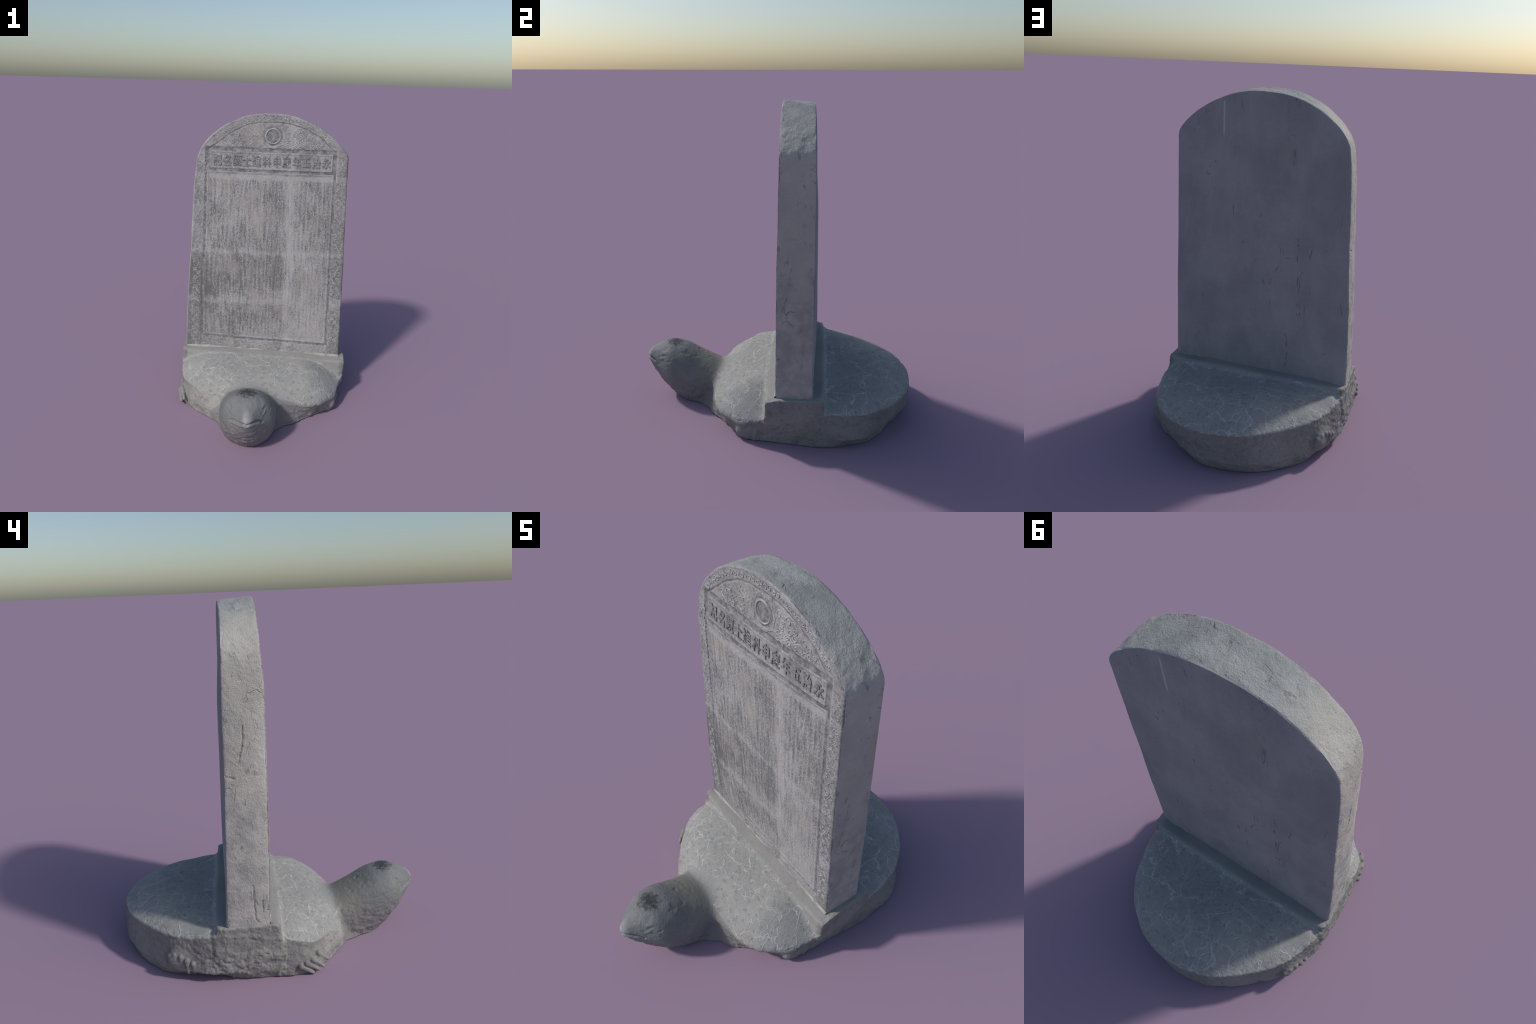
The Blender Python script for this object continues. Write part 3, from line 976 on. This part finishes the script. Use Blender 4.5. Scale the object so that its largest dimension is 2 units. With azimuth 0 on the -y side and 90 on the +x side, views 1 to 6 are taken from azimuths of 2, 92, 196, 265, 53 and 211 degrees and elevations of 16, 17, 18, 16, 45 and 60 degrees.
def tube_mesh(name, paths, mat, parent, sides=5):
    """Low relief: every path becomes a thin rounded ridge lying on the face."""
    V, F = [], []
    for path, r in paths:
        path = np.asarray(path, float)
        n = len(path)
        t = np.gradient(path, axis=0)
        t /= np.linalg.norm(t, axis=1)[:, None] + 1e-9
        nrm = np.stack([-t[:, 1], t[:, 0]], 1)
        taper = np.minimum(1, .35 + 2.6 * np.minimum(np.linspace(0, 1, n), np.linspace(1, 0, n)))
        b = len(V)
        for i in range(n):
            for k in range(sides):
                a = math.pi * k / (sides - 1)
                q = path[i] + nrm[i] * math.cos(a) * r * taper[i]
                V.append(tuple(on_face(q[0], q[1], math.sin(a) * r * 1.1 * taper[i] - .0004)))
        for i in range(n - 1):
            for k in range(sides - 1):
                j = b + i * sides + k
                F.append((j, j + sides, j + sides + 1, j + 1))
    ob = mesh_object(name, np.array(V), np.array(F)[:, ::-1], [mat], parent)
    ob["kind"] = "stuff"
    return ob


def spiral(cx, cz, r, start, turns, hand, n=26):
    a = np.linspace(0, 1, n)
    th = start + hand * a * turns * math.tau
    rad = r * (1 - .88 * a)
    return np.stack([cx + rad * np.cos(th), cz + rad * np.sin(th)], 1)


def carvings(parent):
    mat = scroll_stone()
    rnd = random.Random(5)
    paths = []
    # running scroll down both side borders: a wavy stem with curls in each bend and small leaves between
    for side in (-1, 1):
        if side < 0:
            mid = lambda z: (np.interp(z, [.4, 1.3, 1.75], [-.452, -.425, -.418]) + np.interp(z, [.345, 1.109, 1.66], [-.560, -.519, -.485])) / 2 + .002
        else:
            mid = lambda z: (np.interp(z, [.4, 1.3, 1.75], [.450, .441, .440]) + np.interp(z, [.345, 1.15, 1.66], [.541, .528, .521])) / 2 - .001
        zs = np.arange(.425, 1.72, .004)
        for part in np.array_split(zs, 24):
            paths.append((np.stack([mid(part) + .011 * np.sin(part * math.tau / .088 + 2 * np.sin(part * 9)), part], 1), .0024))
        for k, z in enumerate(np.arange(.43, 1.71, .033)):
            s = 1 if k % 2 else -1
            z = z + rnd.uniform(-.003, .003)
            paths.append((spiral(mid(z) - s * .012, z, rnd.uniform(.012, .016), rnd.uniform(0, 6.28), rnd.uniform(1.2, 2), s), .0025))
            paths.append((spiral(mid(z) + s * .023, z + .014, rnd.uniform(.006, .010), rnd.uniform(0, 6.28), 1.1, -s, 16), .0022))
            paths.append((spiral(mid(z) + s * .022, z - .010, rnd.uniform(.005, .008), rnd.uniform(0, 6.28), .8, s, 12), .0022))
    # scrolls following the arched border
    arc = resample(ARC, 200)
    top = resample([(-.47, 1.730), (-.436, 1.789), (-.39, 1.841), (-.315, 1.903), (-.24, 1.946), (-.165, 1.975), (-.09, 1.99), (.012, 1.998),
                    (.096, 1.995), (.171, 1.98), (.246, 1.954), (.323, 1.917), (.4, 1.864), (.463, 1.807), (.512, 1.74)], 200)
    for k, i in enumerate(range(14, 188, 5)):
        c = (arc[i] + top[i]) / 2
        s = 1 if k % 2 else -1
        paths.append((spiral(c[0], c[1] + .003 * s, rnd.uniform(.011, .017), rnd.uniform(0, 6.28), 1.6, s), .0028))
    tube_mesh("border_scroll", paths, mat, parent)
    # clouds in the lunette: curls, denser on the right, and drifting wisps beside the disc
    clouds = []
    for _ in range(400):
        if len(clouds) > 46:
            break
        x = rnd.choice([rnd.uniform(.17, .40), rnd.uniform(.12, .41), rnd.uniform(-.36, -.12)])
        z = rnd.uniform(1.785, 1.915)
        roof = np.interp(x, [p[0] for p in ARC], [p[1] for p in ARC])
        r = rnd.uniform(.013, .021)
        if z + r > roof - .008 or any(math.hypot(x - c[0], z - c[1]) < .85 * (r + c[2]) for c in clouds):
            continue
        clouds.append((x, z, r))
    paths = []
    for x, z, r in clouds:
        hand = rnd.choice((-1, 1))
        th = .0030 if x > 0 else .0025
        paths.append((spiral(x, z, r, rnd.uniform(0, 6.28), 1.5, hand), th))
        tail = np.linspace(0, 1, 10)
        a = rnd.uniform(0, 6.28)
        paths.append((np.stack([x + r * np.cos(a) + tail * .03 * hand, z + r * np.sin(a) + .008 * np.sin(tail * 5)], 1), th))
    for _ in range(26):
        side = rnd.choice((-1, 1))
        x0, z0 = DISC[0] + side * rnd.uniform(.07, .13), DISC[1] + rnd.uniform(-.07, .05)
        a = np.linspace(0, 1, 14)
        ln = rnd.uniform(.03, .075)
        paths.append((np.stack([x0 + side * a * ln, z0 + .006 * np.sin(a * rnd.uniform(6, 12) + rnd.uniform(0, 6))], 1), .0025))
    for k in range(16):                       # flames around the disc
        th = math.tau * k / 16
        a = np.linspace(0, 1, 10)
        rad = .066 + .016 * a
        bend = th + .25 * np.sin(a * 4) * (1 if k % 2 else -1)
        paths.append((np.stack([DISC[0] + rad * np.cos(bend), DISC[1] + rad * np.sin(bend)], 1), .0024))
    tube_mesh("cloud_relief", paths, mat, parent)
    ring = np.linspace(0, math.tau, 64)
    tube_mesh("disc_ring", [(np.stack([DISC[0] + r * np.cos(ring), DISC[1] + r * np.sin(ring)], 1), w) for r, w in ((.0475, .0042),)], mat, parent)
    disc = mesh_disc(DISC, .043, parent)
    # small worn figures just under the headline
    paths = []
    for i, x in enumerate(np.linspace(-.37, .39, 15)):
        for _ in range(2):
            q = x + rnd.uniform(-.012, .012)
            paths.append((spiral(q, 1.588 + rnd.uniform(-.006, .006), .007, rnd.uniform(0, 6), .9, 1, 9), .0018))
    return disc


def mesh_disc(c, r, parent):
    rings, seg = 8, 48
    V, F = [tuple(on_face(c[0], c[1], .0012))], []
    for i in range(1, rings + 1):
        for k in range(seg):
            a = math.tau * k / seg
            q = r * i / rings
            x, z = c[0] + q * math.cos(a), c[1] + q * math.sin(a)
            lift = .0026 * (1 - (i / rings) ** 4) - .001
            V.append(tuple(on_face(x, z, lift)))
    for i in range(rings - 1):
        for k in range(seg):
            a, b = 1 + i * seg + k, 1 + i * seg + (k + 1) % seg
            F.append((a, a + seg, b + seg, b))
    for k in range(0, seg, 2):
        F.append((0, 1 + k, 1 + (k + 1) % seg, 1 + (k + 2) % seg))
    return mesh_object("sun_disc", np.array(V), np.array(F), [letter_stone()], parent)


def mortar():
    """Bead of lime mortar where the slab enters the bench."""
    n, V, F = 260, [], []
    for side in (0, 1):
        b = len(V)
        for i in range(n + 1):
            x = lerp(-.560, .543, i / n)
            p = np.array([[x, float(side), .3]])
            w = .010 + .008 * float(fbm(p, 14, 3, 3.0)[0])
            w = max(w, .003) * (1 if side == 0 else .55)
            y = float(front_y(x, .33)) if side == 0 else float(back_y(x, .33))
            zt = float(BENCH_TOP(x))
            s = -1 if side == 0 else 1
            for k in range(5):
                a = math.pi / 2 * k / 4
                V.append((x, y + s * (w * math.cos(a) - .002), zt - .004 + w * 1.7 * math.sin(a)))
        for i in range(n):
            for k in range(4):
                j = b + i * 5 + k
                q = (j, j + 5, j + 6, j + 1)
                F.append(q if side == 0 else q[::-1])
    mesh_object("mortar_joint", np.array(V), np.array(F), [mortar_stone()])


turtle()
face = slab()
letters(face)
carvings(face)
mortar()
